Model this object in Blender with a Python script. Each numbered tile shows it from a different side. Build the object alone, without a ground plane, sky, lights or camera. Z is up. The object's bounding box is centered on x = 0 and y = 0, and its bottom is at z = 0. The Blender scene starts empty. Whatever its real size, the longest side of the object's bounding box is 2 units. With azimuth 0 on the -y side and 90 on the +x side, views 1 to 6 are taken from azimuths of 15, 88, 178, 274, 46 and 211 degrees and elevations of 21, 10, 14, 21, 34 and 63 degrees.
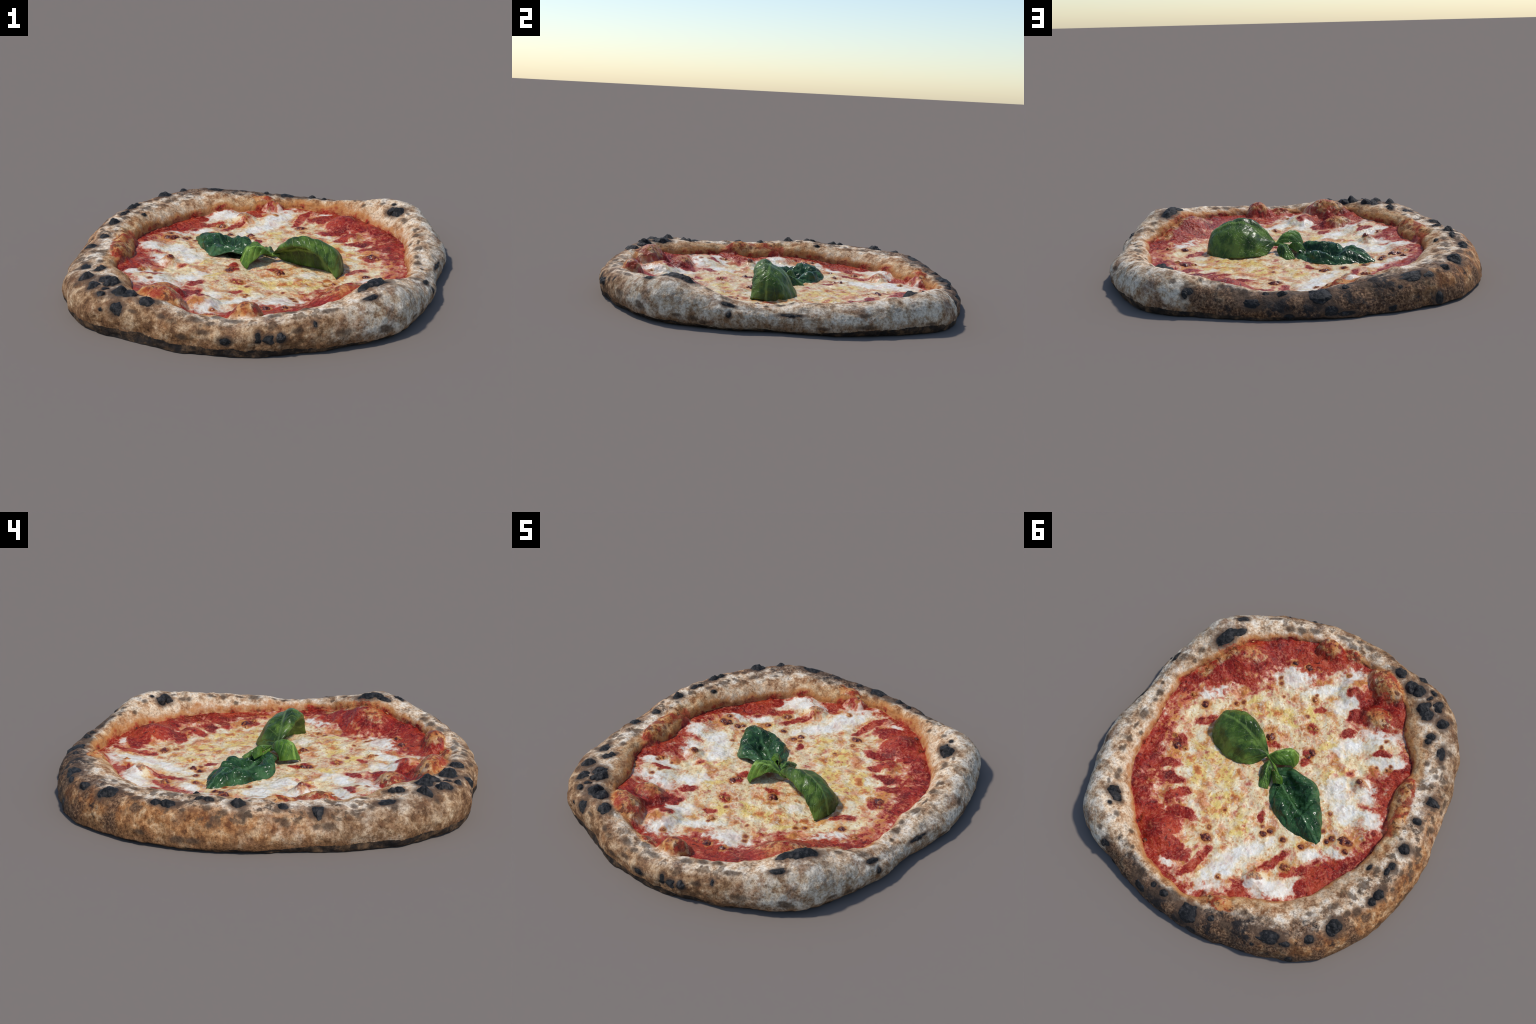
import math, random
import numpy as np
import bpy
from mathutils import Matrix

random.seed(7)
TAU = 2 * math.pi

# =====================================================================
#  SHAPE OF THE PIZZA: control stations every 7.5 degrees round the rim
#  (0 degrees = +x, 90 degrees = +y), all in metres
# =====================================================================
#SHAPE-BEGIN
R_OUT = [0.931, 0.947, 0.974, 0.991, 1.015, 1.048, 1.076, 1.063, 1.025, 1.009, 0.996, 0.993, 0.994, 0.998, 0.998, 1.011, 1.025, 1.045, 1.046, 1.03, 1.011, 0.987, 0.962, 0.946, 0.933, 0.912, 0.92, 0.943, 0.962, 1.005, 1.02, 1.039, 1.038, 0.998, 0.978, 0.991, 0.989, 0.995, 1.004, 1.005, 1.012, 1.014, 1.032, 1.035, 1.004, 0.976, 0.966, 0.932]
WIDTH = [0.117, 0.12, 0.121, 0.121, 0.12, 0.118, 0.115, 0.112, 0.111, 0.11, 0.108, 0.106, 0.102, 0.098, 0.094, 0.091, 0.089, 0.089, 0.093, 0.1, 0.109, 0.119, 0.127, 0.133, 0.136, 0.137, 0.136, 0.132, 0.128, 0.122, 0.116, 0.11, 0.105, 0.1, 0.096, 0.093, 0.091, 0.089, 0.087, 0.085, 0.085, 0.085, 0.086, 0.09, 0.097, 0.103, 0.109, 0.114]
Z_EQUATOR = [0.058, 0.051, 0.046, 0.046, 0.049, 0.051, 0.053, 0.053, 0.049, 0.042, 0.034, 0.025, 0.015, 0.009, 0.005, 0.005, 0.008, 0.012, 0.015, 0.018, 0.02, 0.022, 0.026, 0.03, 0.036, 0.042, 0.049, 0.055, 0.062, 0.069, 0.078, 0.087, 0.091, 0.09, 0.087, 0.084, 0.083, 0.081, 0.08, 0.079, 0.079, 0.078, 0.076, 0.072, 0.068, 0.067, 0.066, 0.064]
Z_CREST = [0.123, 0.129, 0.136, 0.143, 0.152, 0.165, 0.176, 0.173, 0.148, 0.123, 0.107, 0.101, 0.103, 0.112, 0.124, 0.137, 0.15, 0.156, 0.156, 0.155, 0.162, 0.166, 0.17, 0.166, 0.162, 0.157, 0.153, 0.15, 0.149, 0.162, 0.177, 0.177, 0.179, 0.174, 0.165, 0.147, 0.135, 0.137, 0.149, 0.155, 0.164, 0.174, 0.191, 0.2, 0.176, 0.148, 0.126, 0.12]
TUCK = [0.033, 0.028, 0.026, 0.027, 0.029, 0.027, 0.021, 0.014, 0.007, 0.005, 0.007, 0.01, 0.015, 0.02, 0.026, 0.032, 0.038, 0.042, 0.044, 0.045, 0.044, 0.042, 0.037, 0.03, 0.021, 0.014, 0.01, 0.01, 0.014, 0.02, 0.024, 0.025, 0.019, 0.008, -0.003, -0.004, 0.003, 0.012, 0.02, 0.028, 0.037, 0.044, 0.048, 0.048, 0.044, 0.041, 0.04, 0.037]
R_FOOT = [0.765, 0.76, 0.765, 0.789, 0.798, 0.803, 0.806, 0.813, 0.828, 0.848, 0.845, 0.845, 0.842, 0.807, 0.761, 0.747, 0.743, 0.74, 0.723, 0.697, 0.686, 0.686, 0.68, 0.678, 0.677, 0.643, 0.628, 0.654, 0.708, 0.723, 0.722, 0.734, 0.787, 0.819, 0.832, 0.835, 0.838, 0.849, 0.863, 0.852, 0.839, 0.828, 0.81, 0.78, 0.777, 0.793, 0.803, 0.781]
R_CHEESE = [0.722, 0.705, 0.658, 0.645, 0.683, 0.674, 0.658, 0.591, 0.592, 0.736, 0.804, 0.801, 0.835, 0.777, 0.709, 0.727, 0.741, 0.74, 0.605, 0.565, 0.605, 0.637, 0.603, 0.597, 0.65, 0.581, 0.542, 0.526, 0.566, 0.711, 0.736, 0.664, 0.563, 0.536, 0.627, 0.78, 0.787, 0.688, 0.655, 0.67, 0.66, 0.624, 0.597, 0.588, 0.616, 0.657, 0.712, 0.748]
FLOOR_Z = 0.056
# every 15 degrees: how the topping climbs towards the wall, and how full the inner wall bulges (1 = plain slope)
FLOOR_RISE = [.016, .018, .020, .020, .018, .016, .016, .016, .015, .015, .018, .022, .024, .022, .025, .028, .028, .024, .022, .026, .045, .058, .045, .024]
INNER_P = [1.8, 1.7, 1.5, 1.45, 1.45, 1.5, 1.7, 2.1, 2.3, 2.3, 2.3, 2.5, 2.5, 2.4, 2.2, 2.3, 2.1, 1.8, 1.7, 1.8, 2.4, 2.7, 2.5, 2.0]


# domes of dough that swell up under the topping: x, y, radius along, radius across, turn, top height
DOUGH_DOMES = [
    (0.170, -0.815, 0.095, 0.072, 10, 0.184),
    (-0.235, -0.765, 0.165, 0.095, -22, 0.198),
    (-0.300, -0.580, 0.100, 0.078, 5, 0.128),
    (-0.655, -0.245, 0.060, 0.115, 20, 0.168),
    (-0.695, -0.090, 0.050, 0.105, -5, 0.166),
    (-0.160, 0.810, 0.110, 0.050, 5, 0.122),
    (0.020, -0.855, 0.090, 0.040, 0, 0.125),
]
# lower, softer swellings of the topping: x, y, radius, rise
SOFT_DOMES = [
    (-0.340, -0.670, 0.130, 0.014), (0.520, -0.510, 0.150, 0.048),
    (-0.110, 0.070, 0.110, -0.032), (-0.200, 0.125, 0.110, -0.026),
    (0.650, -0.450, 0.170, 0.026), (0.520, 0.560, 0.140, 0.016),
    (-0.222, 0.588, 0.075, 0.036), (-0.412, -0.172, 0.060, 0.042), (0.360, 0.620, 0.130, 0.050),
    (0.420, 0.432, 0.080, 0.022), (-0.090, -0.665, 0.105, 0.042), (-0.560, 0.010, 0.090, 0.014),
    (-0.350, 0.640, 0.110, 0.020), (-0.050, 0.640, 0.110, 0.014), (-0.330, 0.340, 0.090, 0.012),
    (0.250, -0.560, 0.110, 0.012), (-0.400, -0.420, 0.110, 0.014), (-0.500, 0.200, 0.090, 0.012),
]

def around(values, theta):
    """Smooth periodic curve through evenly spaced stations."""
    v = np.asarray(values, float)
    n = len(v)
    x = (np.asarray(theta) / TAU * n) % n
    i = np.floor(x).astype(int) % n
    f = x - np.floor(x)
    p0, p1, p2, p3 = v[(i - 1) % n], v[i], v[(i + 1) % n], v[(i + 2) % n]
    return p1 + 0.5 * f * (p2 - p0 + f * (2 * p0 - 5 * p1 + 4 * p2 - p3 + f * (3 * (p1 - p2) + p3 - p0)))

def hash01(ix, iy, iz):
    h = (ix.astype(np.int64) * 374761393 + iy.astype(np.int64) * 668265263 + iz.astype(np.int64) * 2147483647 // 7) & 0xFFFFFFFF
    h = ((h ^ (h >> 13)) * 1274126177) & 0xFFFFFFFF
    h = ((h ^ (h >> 16)) * 2246822519) & 0xFFFFFFFF
    return ((h ^ (h >> 15)) & 0xFFFFFF) / float(0xFFFFFF)

def noise(P, scale, seed=0.0):
    """Value noise, -1..1, with smooth cells of size 1/scale."""
    Q = P * scale + 37.3 + seed * 11.7
    I = np.floor(Q)
    F = Q - I
    F = F * F * F * (F * (F * 6 - 15) + 10)
    I = I.astype(np.int64)
    out = 0
    for dx in (0, 1):
        for dy in (0, 1):
            for dz in (0, 1):
                w = (F[:, 0] if dx else 1 - F[:, 0]) * (F[:, 1] if dy else 1 - F[:, 1]) * (F[:, 2] if dz else 1 - F[:, 2])
                out = out + w * hash01(I[:, 0] + dx, I[:, 1] + dy, I[:, 2] + dz)
    return out * 2 - 1

def fbm(P, scale, octaves=3, seed=0.0, gain=0.5):
    out, amp = 0, 1.0
    for k in range(octaves):
        out = out + amp * noise(P, scale * 2.03 ** k, seed + k * 3.1)
        amp *= gain
    return out

def scalloped(values, depth, n=144, seed=3):
    """The same round curve with uneven bites taken out of it."""
    th = np.arange(n) / n * TAU
    ring = np.stack([np.cos(th), np.sin(th), 0 * th], -1)
    return (around(values, th) + depth * fbm(ring, 4.5, 3, seed, 0.6)).tolist()

def smooth_max(a, b, k):
    h = np.clip(0.5 + 0.5 * (a - b) / k, 0, 1)
    return b + (a - b) * h + k * h * (1 - h)

R_FOOT = scalloped(R_FOOT, 0.013)

def floor_height(x, y):
    """The topping: a flat, lumpy floor."""
    P = np.stack([x, y, np.zeros_like(x)], -1)
    th = np.arctan2(y, x) % TAU
    inward = np.hypot(x, y) / around(R_FOOT, th)
    s = np.clip((inward - 0.66) / 0.34, 0, 1)
    z = FLOOR_Z - 0.026 * y - 0.012 * x + around(FLOOR_RISE, th) * s * s * (3 - 2 * s)
    z = z + 0.0060 * fbm(P, 7, 2, 1) + 0.0045 * fbm(P, 17, 2, 2)
    for cx, cy, rad, rise in SOFT_DOMES:
        d2 = ((x - cx) ** 2 + (y - cy) ** 2) / rad ** 2
        z = z + rise * np.clip(1 - d2, 0, 1) ** 1.6
    return z

def raise_domes(x, y, z):
    P = np.stack([x, y, np.zeros_like(x)], -1)
    wob = 1 + 0.20 * fbm(P, 12, 3, 5)
    for cx, cy, a, b, turn, top in DOUGH_DOMES:
        c, s = math.cos(math.radians(turn)), math.sin(math.radians(turn))
        u, v = ((x - cx) * c + (y - cy) * s) / (1.12 * a), (-(x - cx) * s + (y - cy) * c) / (1.12 * b)
        d = np.sqrt(u * u + v * v) * wob
        dome = 0.05 + (top - 0.05) * np.clip(1 - d * d, 0, 1) ** 0.8 - np.clip(d - 1, 0, 9) * 0.4
        z = smooth_max(z, dome, 0.03)
    return z

def crust_point(theta, t):
    """Cross-section of the rim at angle theta. t: 0 foot of the inner wall, 1/3 crest, 2/3 outermost point, 1 ground."""
    Ro, w, ze, zc, tuck = (around(v, theta) for v in (R_OUT, WIDTH, Z_EQUATOR, Z_CREST, TUCK))
    Rf = around(R_FOOT, theta)
    Rc = Ro - w
    t = np.asarray(t, float) + 0 * theta
    u = np.clip(t * 3, 0, 1)
    x, y = Rf * np.cos(theta), Rf * np.sin(theta)
    zf = floor_height(np.ravel(x), np.ravel(y)).reshape(np.shape(x))
    p = around(INNER_P, theta)
    r1 = Rf + (Rc - Rf) * u ** 1.25
    z1 = zf + (zc - zf) * (1 - (1 - u ** 1.25) ** p) ** (1 / p)
    a = np.clip(t * 3 - 1, 0, 1) * math.pi / 2
    r2, z2 = Rc + w * np.sin(a), ze + (zc - ze) * np.cos(a)
    b = np.clip(t * 3 - 2, 0, 1) * math.pi / 2
    r3, z3 = Ro - tuck + tuck * np.cos(b), ze * (1 - np.sin(b))
    r = np.where(t < 1 / 3, r1, np.where(t < 2 / 3, r2, r3))
    z = np.where(t < 1 / 3, z1, np.where(t < 2 / 3, z2, z3))
    return np.stack([r * np.cos(theta), r * np.sin(theta), z], -1)

#SHAPE-END

# =====================================================================
#  WHERE THINGS LIE
# =====================================================================
# charred blisters on the rim: angle (degrees), place t on the cross-section, half length, half width, height / width
CHAR_BLISTERS = [
    (324.0, 0.17, 0.062, 0.036, 0.55), (318.5, 0.17, 0.036, 0.017, 0.3), (316.0, 0.36, 0.028, 0.01, 0.3), (43.0, 0.22, 0.028, 0.033, 0.7), (45.5, 0.19, 0.028, 0.025, 0.7),
    (47.5, 0.27, 0.011, 0.011, 0.3), (245.5, 0.27, 0.038, 0.032, 0.7), (243.0, 0.31, 0.035, 0.035, 0.7), (252.5, 0.36, 0.027, 0.02, 0.7), (235.0, 0.39, 0.024, 0.024, 0.7),
    (236.0, 0.22, 0.037, 0.032, 0.7), (233.0, 0.25, 0.035, 0.032, 0.7), (228.0, 0.36, 0.029, 0.033, 0.7), (238.5, 0.34, 0.012, 0.017, 0.7), (240.5, 0.42, 0.013, 0.012, 0.7),
    (224.0, 0.25, 0.018, 0.024, 0.7), (222.5, 0.22, 0.016, 0.016, 0.7), (217.0, 0.34, 0.039, 0.018, 0.3), (197.5, 0.41, 0.024, 0.031, 0.7), (188.0, 0.36, 0.019, 0.023, 0.7),
    (175.0, 0.34, 0.03, 0.027, 0.7), (166.5, 0.32, 0.022, 0.017, 0.7), (164.0, 0.31, 0.022, 0.012, 0.7), (156.5, 0.37, 0.031, 0.021, 0.7), (153.5, 0.36, 0.024, 0.018, 0.7),
    (139.5, 0.34, 0.033, 0.033, 0.7), (138.0, 0.36, 0.026, 0.029, 0.7), (131.0, 0.39, 0.025, 0.02, 0.7), (119.5, 0.37, 0.05, 0.024, 0.3), (100.5, 0.37, 0.014, 0.014, 0.7),
    (93.0, 0.42, 0.046, 0.036, 0.3), (94.5, 0.47, 0.029, 0.017, 0.3), (78.5, 0.42, 0.017, 0.015, 0.7), (83.0, 0.41, 0.022, 0.017, 0.7), (58.0, 0.54, 0.013, 0.023, 0.7),
    (160.5, 0.15, 0.015, 0.011, 0.7), (277.0, 0.68, 0.023, 0.015, 0.6), (287.5, 0.64, 0.021, 0.015, 0.4), (290.5, 0.63, 0.017, 0.018, 0.6), (246.5, 0.54, 0.027, 0.025, 0.6),
    (239.5, 0.42, 0.016, 0.015, 0.6), (236.5, 0.29, 0.017, 0.014, 0.6), (233.5, 0.36, 0.023, 0.018, 0.6), (253.0, 0.37, 0.033, 0.025, 0.6), (315.5, 0.36, 0.03, 0.014, 0.6),
    (299.0, 0.51, 0.009, 0.012, 0.4), (242.5, 0.59, 0.01, 0.007, 0.4), (285.0, 0.59, 0.009, 0.015, 0.4), (285.0, 0.66, 0.014, 0.011, 0.4), (343.5, 0.61, 0.011, 0.013, 0.4),
    (342.5, 0.47, 0.032, 0.011, 0.4), (1.0, 0.56, 0.048, 0.008, 0.4), (314.5, 0.34, 0.018, 0.008, 0.4), (95.5, 0.47, 0.007, 0.007, 0.4), (93.5, 0.47, 0.037, 0.022, 0.18),
    (75.5, 0.56, 0.033, 0.019, 0.18), (59.0, 0.53, 0.02, 0.015, 0.18), (119.5, 0.41, 0.04, 0.022, 0.18), (124.0, 0.44, 0.022, 0.014, 0.18), (114.5, 0.49, 0.012, 0.009, 0.18),
    (125.0, 0.63, 0.02, 0.027, 0.18), (95.5, 0.61, 0.03, 0.022, 0.18), (85.0, 0.75, 0.026, 0.015, 0.18), (111.5, 0.64, 0.019, 0.012, 0.18), (99.5, 0.64, 0.037, 0.01, 0.18),
]
# flat toasted stains: angle, t, radius along, radius across
TOASTED_STAINS = [
    (35.0, 0.19, 0.018, 0.015), (26.0, 0.29, 0.014, 0.014), (21.5, 0.25, 0.012, 0.02), (17.0, 0.12, 0.012, 0.013), (347.5, 0.15, 0.012, 0.019),
    (353.5, 0.42, 0.012, 0.01), (357.5, 0.36, 0.024, 0.019), (9.5, 0.29, 0.032, 0.019), (1.5, 0.32, 0.013, 0.011), (341.0, 0.39, 0.027, 0.016),
    (334.0, 0.25, 0.019, 0.016), (338.5, 0.17, 0.014, 0.011), (52.0, 0.24, 0.015, 0.015), (64.5, 0.32, 0.012, 0.012), (66.5, 0.39, 0.011, 0.011),
    (59.0, 0.19, 0.015, 0.013), (54.0, 0.46, 0.013, 0.013), (298.5, 0.2, 0.028, 0.017), (294.0, 0.2, 0.025, 0.02), (289.5, 0.25, 0.031, 0.017),
    (279.0, 0.37, 0.036, 0.014), (273.5, 0.27, 0.022, 0.019), (268.5, 0.41, 0.033, 0.017), (273.0, 0.44, 0.017, 0.011), (303.0, 0.39, 0.028, 0.011),
    (217.0, 0.42, 0.018, 0.018), (213.5, 0.2, 0.018, 0.016), (212.0, 0.39, 0.018, 0.016), (208.0, 0.36, 0.015, 0.015), (213.5, 0.36, 0.016, 0.013),
    (206.5, 0.44, 0.013, 0.018), (221.5, 0.19, 0.021, 0.016), (186.0, 0.41, 0.018, 0.015), (188.0, 0.51, 0.018, 0.025), (177.0, 0.44, 0.02, 0.032),
    (172.0, 0.44, 0.015, 0.017), (178.0, 0.25, 0.012, 0.01), (161.5, 0.22, 0.02, 0.015), (166.0, 0.37, 0.024, 0.017), (167.5, 0.41, 0.015, 0.015),
    (159.5, 0.36, 0.022, 0.019), (152.0, 0.24, 0.015, 0.01), (152.0, 0.37, 0.014, 0.012), (141.5, 0.22, 0.024, 0.017), (147.5, 0.34, 0.026, 0.019),
    (144.5, 0.31, 0.017, 0.014), (132.5, 0.2, 0.019, 0.012), (110.5, 0.22, 0.019, 0.017), (100.0, 0.17, 0.017, 0.012), (122.5, 0.41, 0.036, 0.021),
    (114.5, 0.32, 0.029, 0.017), (105.5, 0.39, 0.036, 0.024), (75.5, 0.56, 0.049, 0.027), (86.0, 0.37, 0.049, 0.032), (80.5, 0.47, 0.037, 0.022),
    (72.0, 0.47, 0.037, 0.037), (277.5, 0.37, 0.017, 0.009), (37.0, 0.2, 0.022, 0.018), (25.5, 0.25, 0.024, 0.01), (21.0, 0.25, 0.019, 0.008),
    (8.5, 0.34, 0.028, 0.007), (15.0, 0.27, 0.026, 0.008), (216.0, 0.36, 0.04, 0.009), (208.5, 0.41, 0.027, 0.007), (256.0, 0.36, 0.024, 0.014),
    (228.0, 0.49, 0.012, 0.013), (272.5, 0.46, 0.015, 0.009), (259.5, 0.49, 0.023, 0.012), (251.0, 0.54, 0.021, 0.008), (266.0, 0.68, 0.023, 0.012),
    (271.5, 0.58, 0.03, 0.011), (342.0, 0.49, 0.014, 0.017), (317.0, 0.69, 0.035, 0.013), (304.5, 0.39, 0.031, 0.011), (306.0, 0.64, 0.031, 0.011),
    (294.5, 0.56, 0.023, 0.011), (333.5, 0.73, 0.024, 0.011), (336.5, 0.78, 0.024, 0.01), (329.0, 0.71, 0.019, 0.01), (316.5, 0.66, 0.025, 0.012),
    (22.0, 0.54, 0.032, 0.01), (39.0, 0.29, 0.015, 0.007), (10.0, 0.71, 0.032, 0.008), (22.0, 0.66, 0.048, 0.01), (41.5, 0.68, 0.025, 0.008),
    (199.0, 0.54, 0.03, 0.015), (196.0, 0.54, 0.015, 0.009), (207.0, 0.44, 0.023, 0.009), (178.0, 0.46, 0.027, 0.009), (171.5, 0.44, 0.018, 0.009),
    (187.0, 0.49, 0.027, 0.009), (162.0, 0.63, 0.03, 0.014), (165.5, 0.63, 0.03, 0.011), (152.5, 0.61, 0.023, 0.009), (169.0, 0.53, 0.015, 0.012),
    (141.5, 0.31, 0.013, 0.013), (147.0, 0.32, 0.016, 0.011), (161.5, 0.44, 0.015, 0.009),
]
# browned, bubbled-up cheese: x, y, radius
BROWNED_BLISTERS = [
    (0.587, -0.138, 0.024), (0.615, 0.119, 0.015), (0.579, 0.164, 0.025), (0.527, 0.151, 0.017), (0.124, 0.529, 0.028),
    (0.146, 0.474, 0.015), (-0.143, 0.314, 0.02), (-0.121, 0.35, 0.018), (-0.228, 0.324, 0.018), (-0.511, 0.161, 0.03),
    (-0.537, 0.16, 0.025), (-0.54, 0.214, 0.019), (-0.443, 0.184, 0.02), (-0.429, 0.209, 0.018), (-0.33, 0.31, 0.019),
    (-0.08, -0.2, 0.024), (-0.077, -0.168, 0.018), (0.156, -0.163, 0.024), (-0.317, 0.453, 0.025), (-0.338, 0.452, 0.017),
    (0.209, -0.656, 0.023), (0.301, -0.635, 0.018), (-0.01, -0.731, 0.015), (0.297, -0.488, 0.014), (0.318, -0.515, 0.011),
    (-0.5, -0.325, 0.017), (0.677, -0.154, 0.015), (-0.382, 0.169, 0.014), (-0.027, -0.336, 0.016), (0.008, -0.331, 0.016),
    (0.382, 0.724, 0.018), (-0.057, 0.684, 0.015), (-0.5, -0.351, 0.01), (0.056, -0.383, 0.013), (-0.096, 0.317, 0.013),
    (0.362, 0.441, 0.008), (0.564, -0.597, 0.017), (0.525, -0.563, 0.011), (0.752, -0.225, 0.011), (-0.555, -0.466, 0.012),
    (-0.513, -0.488, 0.011), (-0.405, -0.465, 0.012), (-0.401, -0.418, 0.011), (0.443, -0.241, 0.016), (0.414, -0.27, 0.014),
    (0.127, 0.346, 0.01), (-0.434, -0.308, 0.01), (-0.405, -0.177, 0.018), (0.239, -0.422, 0.011), (0.081, -0.525, 0.011),
    (0.079, -0.498, 0.016), (-0.362, 0.062, 0.013),
]
# ellipses on the topping: x, y, half length, half width, turn
SAUCE_PATCHES = [
    (-0.244, 0.477, 0.166, 0.038, -115), (-0.372, 0.448, 0.115, 0.041, -136), (-0.527, 0.348, 0.166, 0.057, -124), (-0.431, -0.393, 0.102, 0.02, -153), (-0.109, -0.63, 0.084, 0.049, -170),
    (-0.183, -0.53, 0.069, 0.042, 148), (-0.178, -0.619, 0.042, 0.084, -147), (0.095, 0.657, 0.154, 0.036, -102), (0.521, -0.07, 0.097, 0.036, -138), (0.57, 0.125, 0.055, 0.075, -147),
    (0.371, 0.612, 0.131, 0.111, -147), (0.229, 0.681, 0.116, 0.077, -168), (0.657, -0.339, 0.156, 0.071, -129), (-0.088, -0.126, 0.054, 0.035, -136), (-0.083, -0.184, 0.054, 0.035, -114),
    (0.129, -0.126, 0.068, 0.038, -169), (-0.333, -0.199, 0.048, 0.021, 180), (-0.011, -0.326, 0.082, 0.027, 163), (0.484, -0.376, 0.085, 0.035, -159), (-0.193, -0.408, 0.082, 0.027, -147),
    (0.389, 0.391, 0.133, 0.029, -136), (0.471, 0.342, 0.147, 0.029, -158), (0.306, 0.487, 0.144, 0.026, -168), (-0.451, 0.505, 0.051, 0.063, -168), (-0.182, 0.695, 0.076, 0.028, -137),
    (0.544, 0.285, 0.094, 0.03, -153), (0.009, -0.46, 0.083, 0.019, -158), (-0.062, 0.265, 0.026, 0.052, -147),
]
MILK_WHITE_PATCHES = [
    (0.246, -0.56, 0.106, 0.064, -147), (-0.021, -0.725, 0.099, 0.043, -113), (-0.092, -0.553, 0.07, 0.049, -135), (-0.368, -0.477, 0.151, 0.048, -158), (-0.254, -0.358, 0.095, 0.054, -147),
    (-0.478, -0.363, 0.122, 0.041, -158), (-0.467, -0.149, 0.06, 0.08, -158), (-0.572, -0.017, 0.079, 0.065, 180), (-0.427, 0.011, 0.092, 0.066, 169), (-0.055, 0.615, 0.153, 0.064, -110),
    (-0.028, 0.749, 0.089, 0.051, -126), (-0.125, 0.452, 0.116, 0.045, -126), (-0.329, 0.585, 0.177, 0.053, -152), (-0.056, 0.528, 0.077, 0.051, -115), (-0.521, 0.242, 0.09, 0.028, -158),
    (0.306, -0.155, 0.041, 0.041, -147), (-0.319, -0.07, 0.079, 0.079, -147), (0.074, -0.567, 0.112, 0.042, -147), (0.584, -0.234, 0.084, 0.035, -135), (-0.41, 0.322, 0.077, 0.026, -158),
    (0.222, 0.755, 0.051, 0.028, -178),
]
OILY_YELLOW_PATCHES = [
    (0.362, 0.184, 0.241, 0.148, 170), (0.176, 0.319, 0.171, 0.118, -147), (0.307, -0.302, 0.153, 0.083, -158), (0.024, 0.386, 0.104, 0.078, -147), (-0.375, 0.289, 0.154, 0.046, -163),
    (-0.275, -0.144, 0.093, 0.08, -147), (0.094, -0.367, 0.152, 0.083, -147), (-0.114, -0.284, 0.109, 0.068, -147), (0.393, 0.046, 0.054, 0.109, -147),
]

# how the crust changes round the rim, one value every 15 degrees from +x towards +y
FLOURED  = [.75, .85, .95, 1., .5, .1, 0, 0, .05, .1, .2, .3, .35, .4, .45, .4, .3, .2, .12, .2, .4, .7, .85, .8]
SCORCHED = [0, 0, 0, .1, .55, .85, 1., .9, .65, .5, .3, .15, .1, .08, .05, .05, .1, .15, .2, .18, .15, .1, .05, 0]
ORANGE   = [.05, .02, .02, .02, .05, .1, .2, .3, .5, .9, 1., 1., .8, .5, .3, .25, .25, .3, .35, .3, .25, .15, .08, .05]
LEOPARD  = [.5, .5, .5, .4, .4, .4, .4, .5, .6, .75, .9, 1., 1., 1., .8, .6, .5, .6, .7, .75, .75, .6, .5, .6]
GOLDEN   = [.35, .3, .35, .45, .7, .9, 1., 1., .8, .6, .6, .9, 1., 1., 1., .9, .9, .8, .3, .1, .1, .35, .35, .4]
BURNT_BASE = [.012, .020, .040, .036, .020, .014, .012, .012, .010, .010, .012, .014, .018, .026, .034, .040, .044, .044, .040, .034, .026, .022, .018, .014]

# =====================================================================
#  HELPERS
# =====================================================================
def collection_link(ob):
    bpy.context.scene.collection.objects.link(ob)

def add_object(name, mesh, parent, **props):
    ob = bpy.data.objects.new(name, mesh)
    collection_link(ob)
    ob.parent = parent
    for k, v in props.items():
        ob[k] = v
    return ob

def mesh_from(name, verts, polys, normals=None, material=None):
    """polys: list of integer arrays (k x 3 or k x 4)."""
    me = bpy.data.meshes.new(name)
    loops = np.concatenate([p.ravel() for p in polys]) if polys else np.zeros(0, int)
    sizes = np.concatenate([np.full(len(p), p.shape[1]) for p in polys])
    starts = np.concatenate([[0], np.cumsum(sizes)[:-1]])
    me.vertices.add(len(verts))
    me.vertices.foreach_set("co", np.ascontiguousarray(verts, dtype=np.float32).ravel())
    me.loops.add(len(loops))
    me.loops.foreach_set("vertex_index", loops.astype(np.int32))
    me.polygons.add(len(sizes))
    me.polygons.foreach_set("loop_start", starts.astype(np.int32))
    me.update(calc_edges=True)
    me.validate()
    me.polygons.foreach_set("use_smooth", np.ones(len(me.polygons), bool))
    if normals is not None and len(me.vertices) == len(normals):
        me.normals_split_custom_set_from_vertices(np.ascontiguousarray(normals, dtype=np.float32).tolist())
    if material:
        me.materials.append(material)
    me.update()
    return me

def vertex_normals(V, polys):
    N = np.zeros_like(V)
    for p in polys:
        n = np.cross(V[p[:, 2]] - V[p[:, 0]], V[p[:, -1]] - V[p[:, 1]] if p.shape[1] == 4 else V[p[:, 2]] - V[p[:, 1]])
        for k in range(p.shape[1]):
            for c in range(3):
                N[:, c] += np.bincount(p[:, k], n[:, c], len(V))
    return N / np.maximum(np.linalg.norm(N, axis=1, keepdims=True), 1e-12)

def part(name, V, N, polys, masks, parent, material, **props):
    """Cut the faces picked by the masks out of the whole body, keeping its normals."""
    polys = [p[m] for p, m in zip(polys, masks)]
    polys = [p for p in polys if len(p)]
    used = np.unique(np.concatenate([p.ravel() for p in polys]))
    remap = np.zeros(len(V), int)
    remap[used] = np.arange(len(used))
    me = mesh_from(name, V[used], [remap[p] for p in polys], N[used], material)
    return add_object(name, me, parent, **props)

# =====================================================================
#  MATERIALS (small expression helper over shader nodes)
# =====================================================================
SPOT_REACH = 2.6

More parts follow.
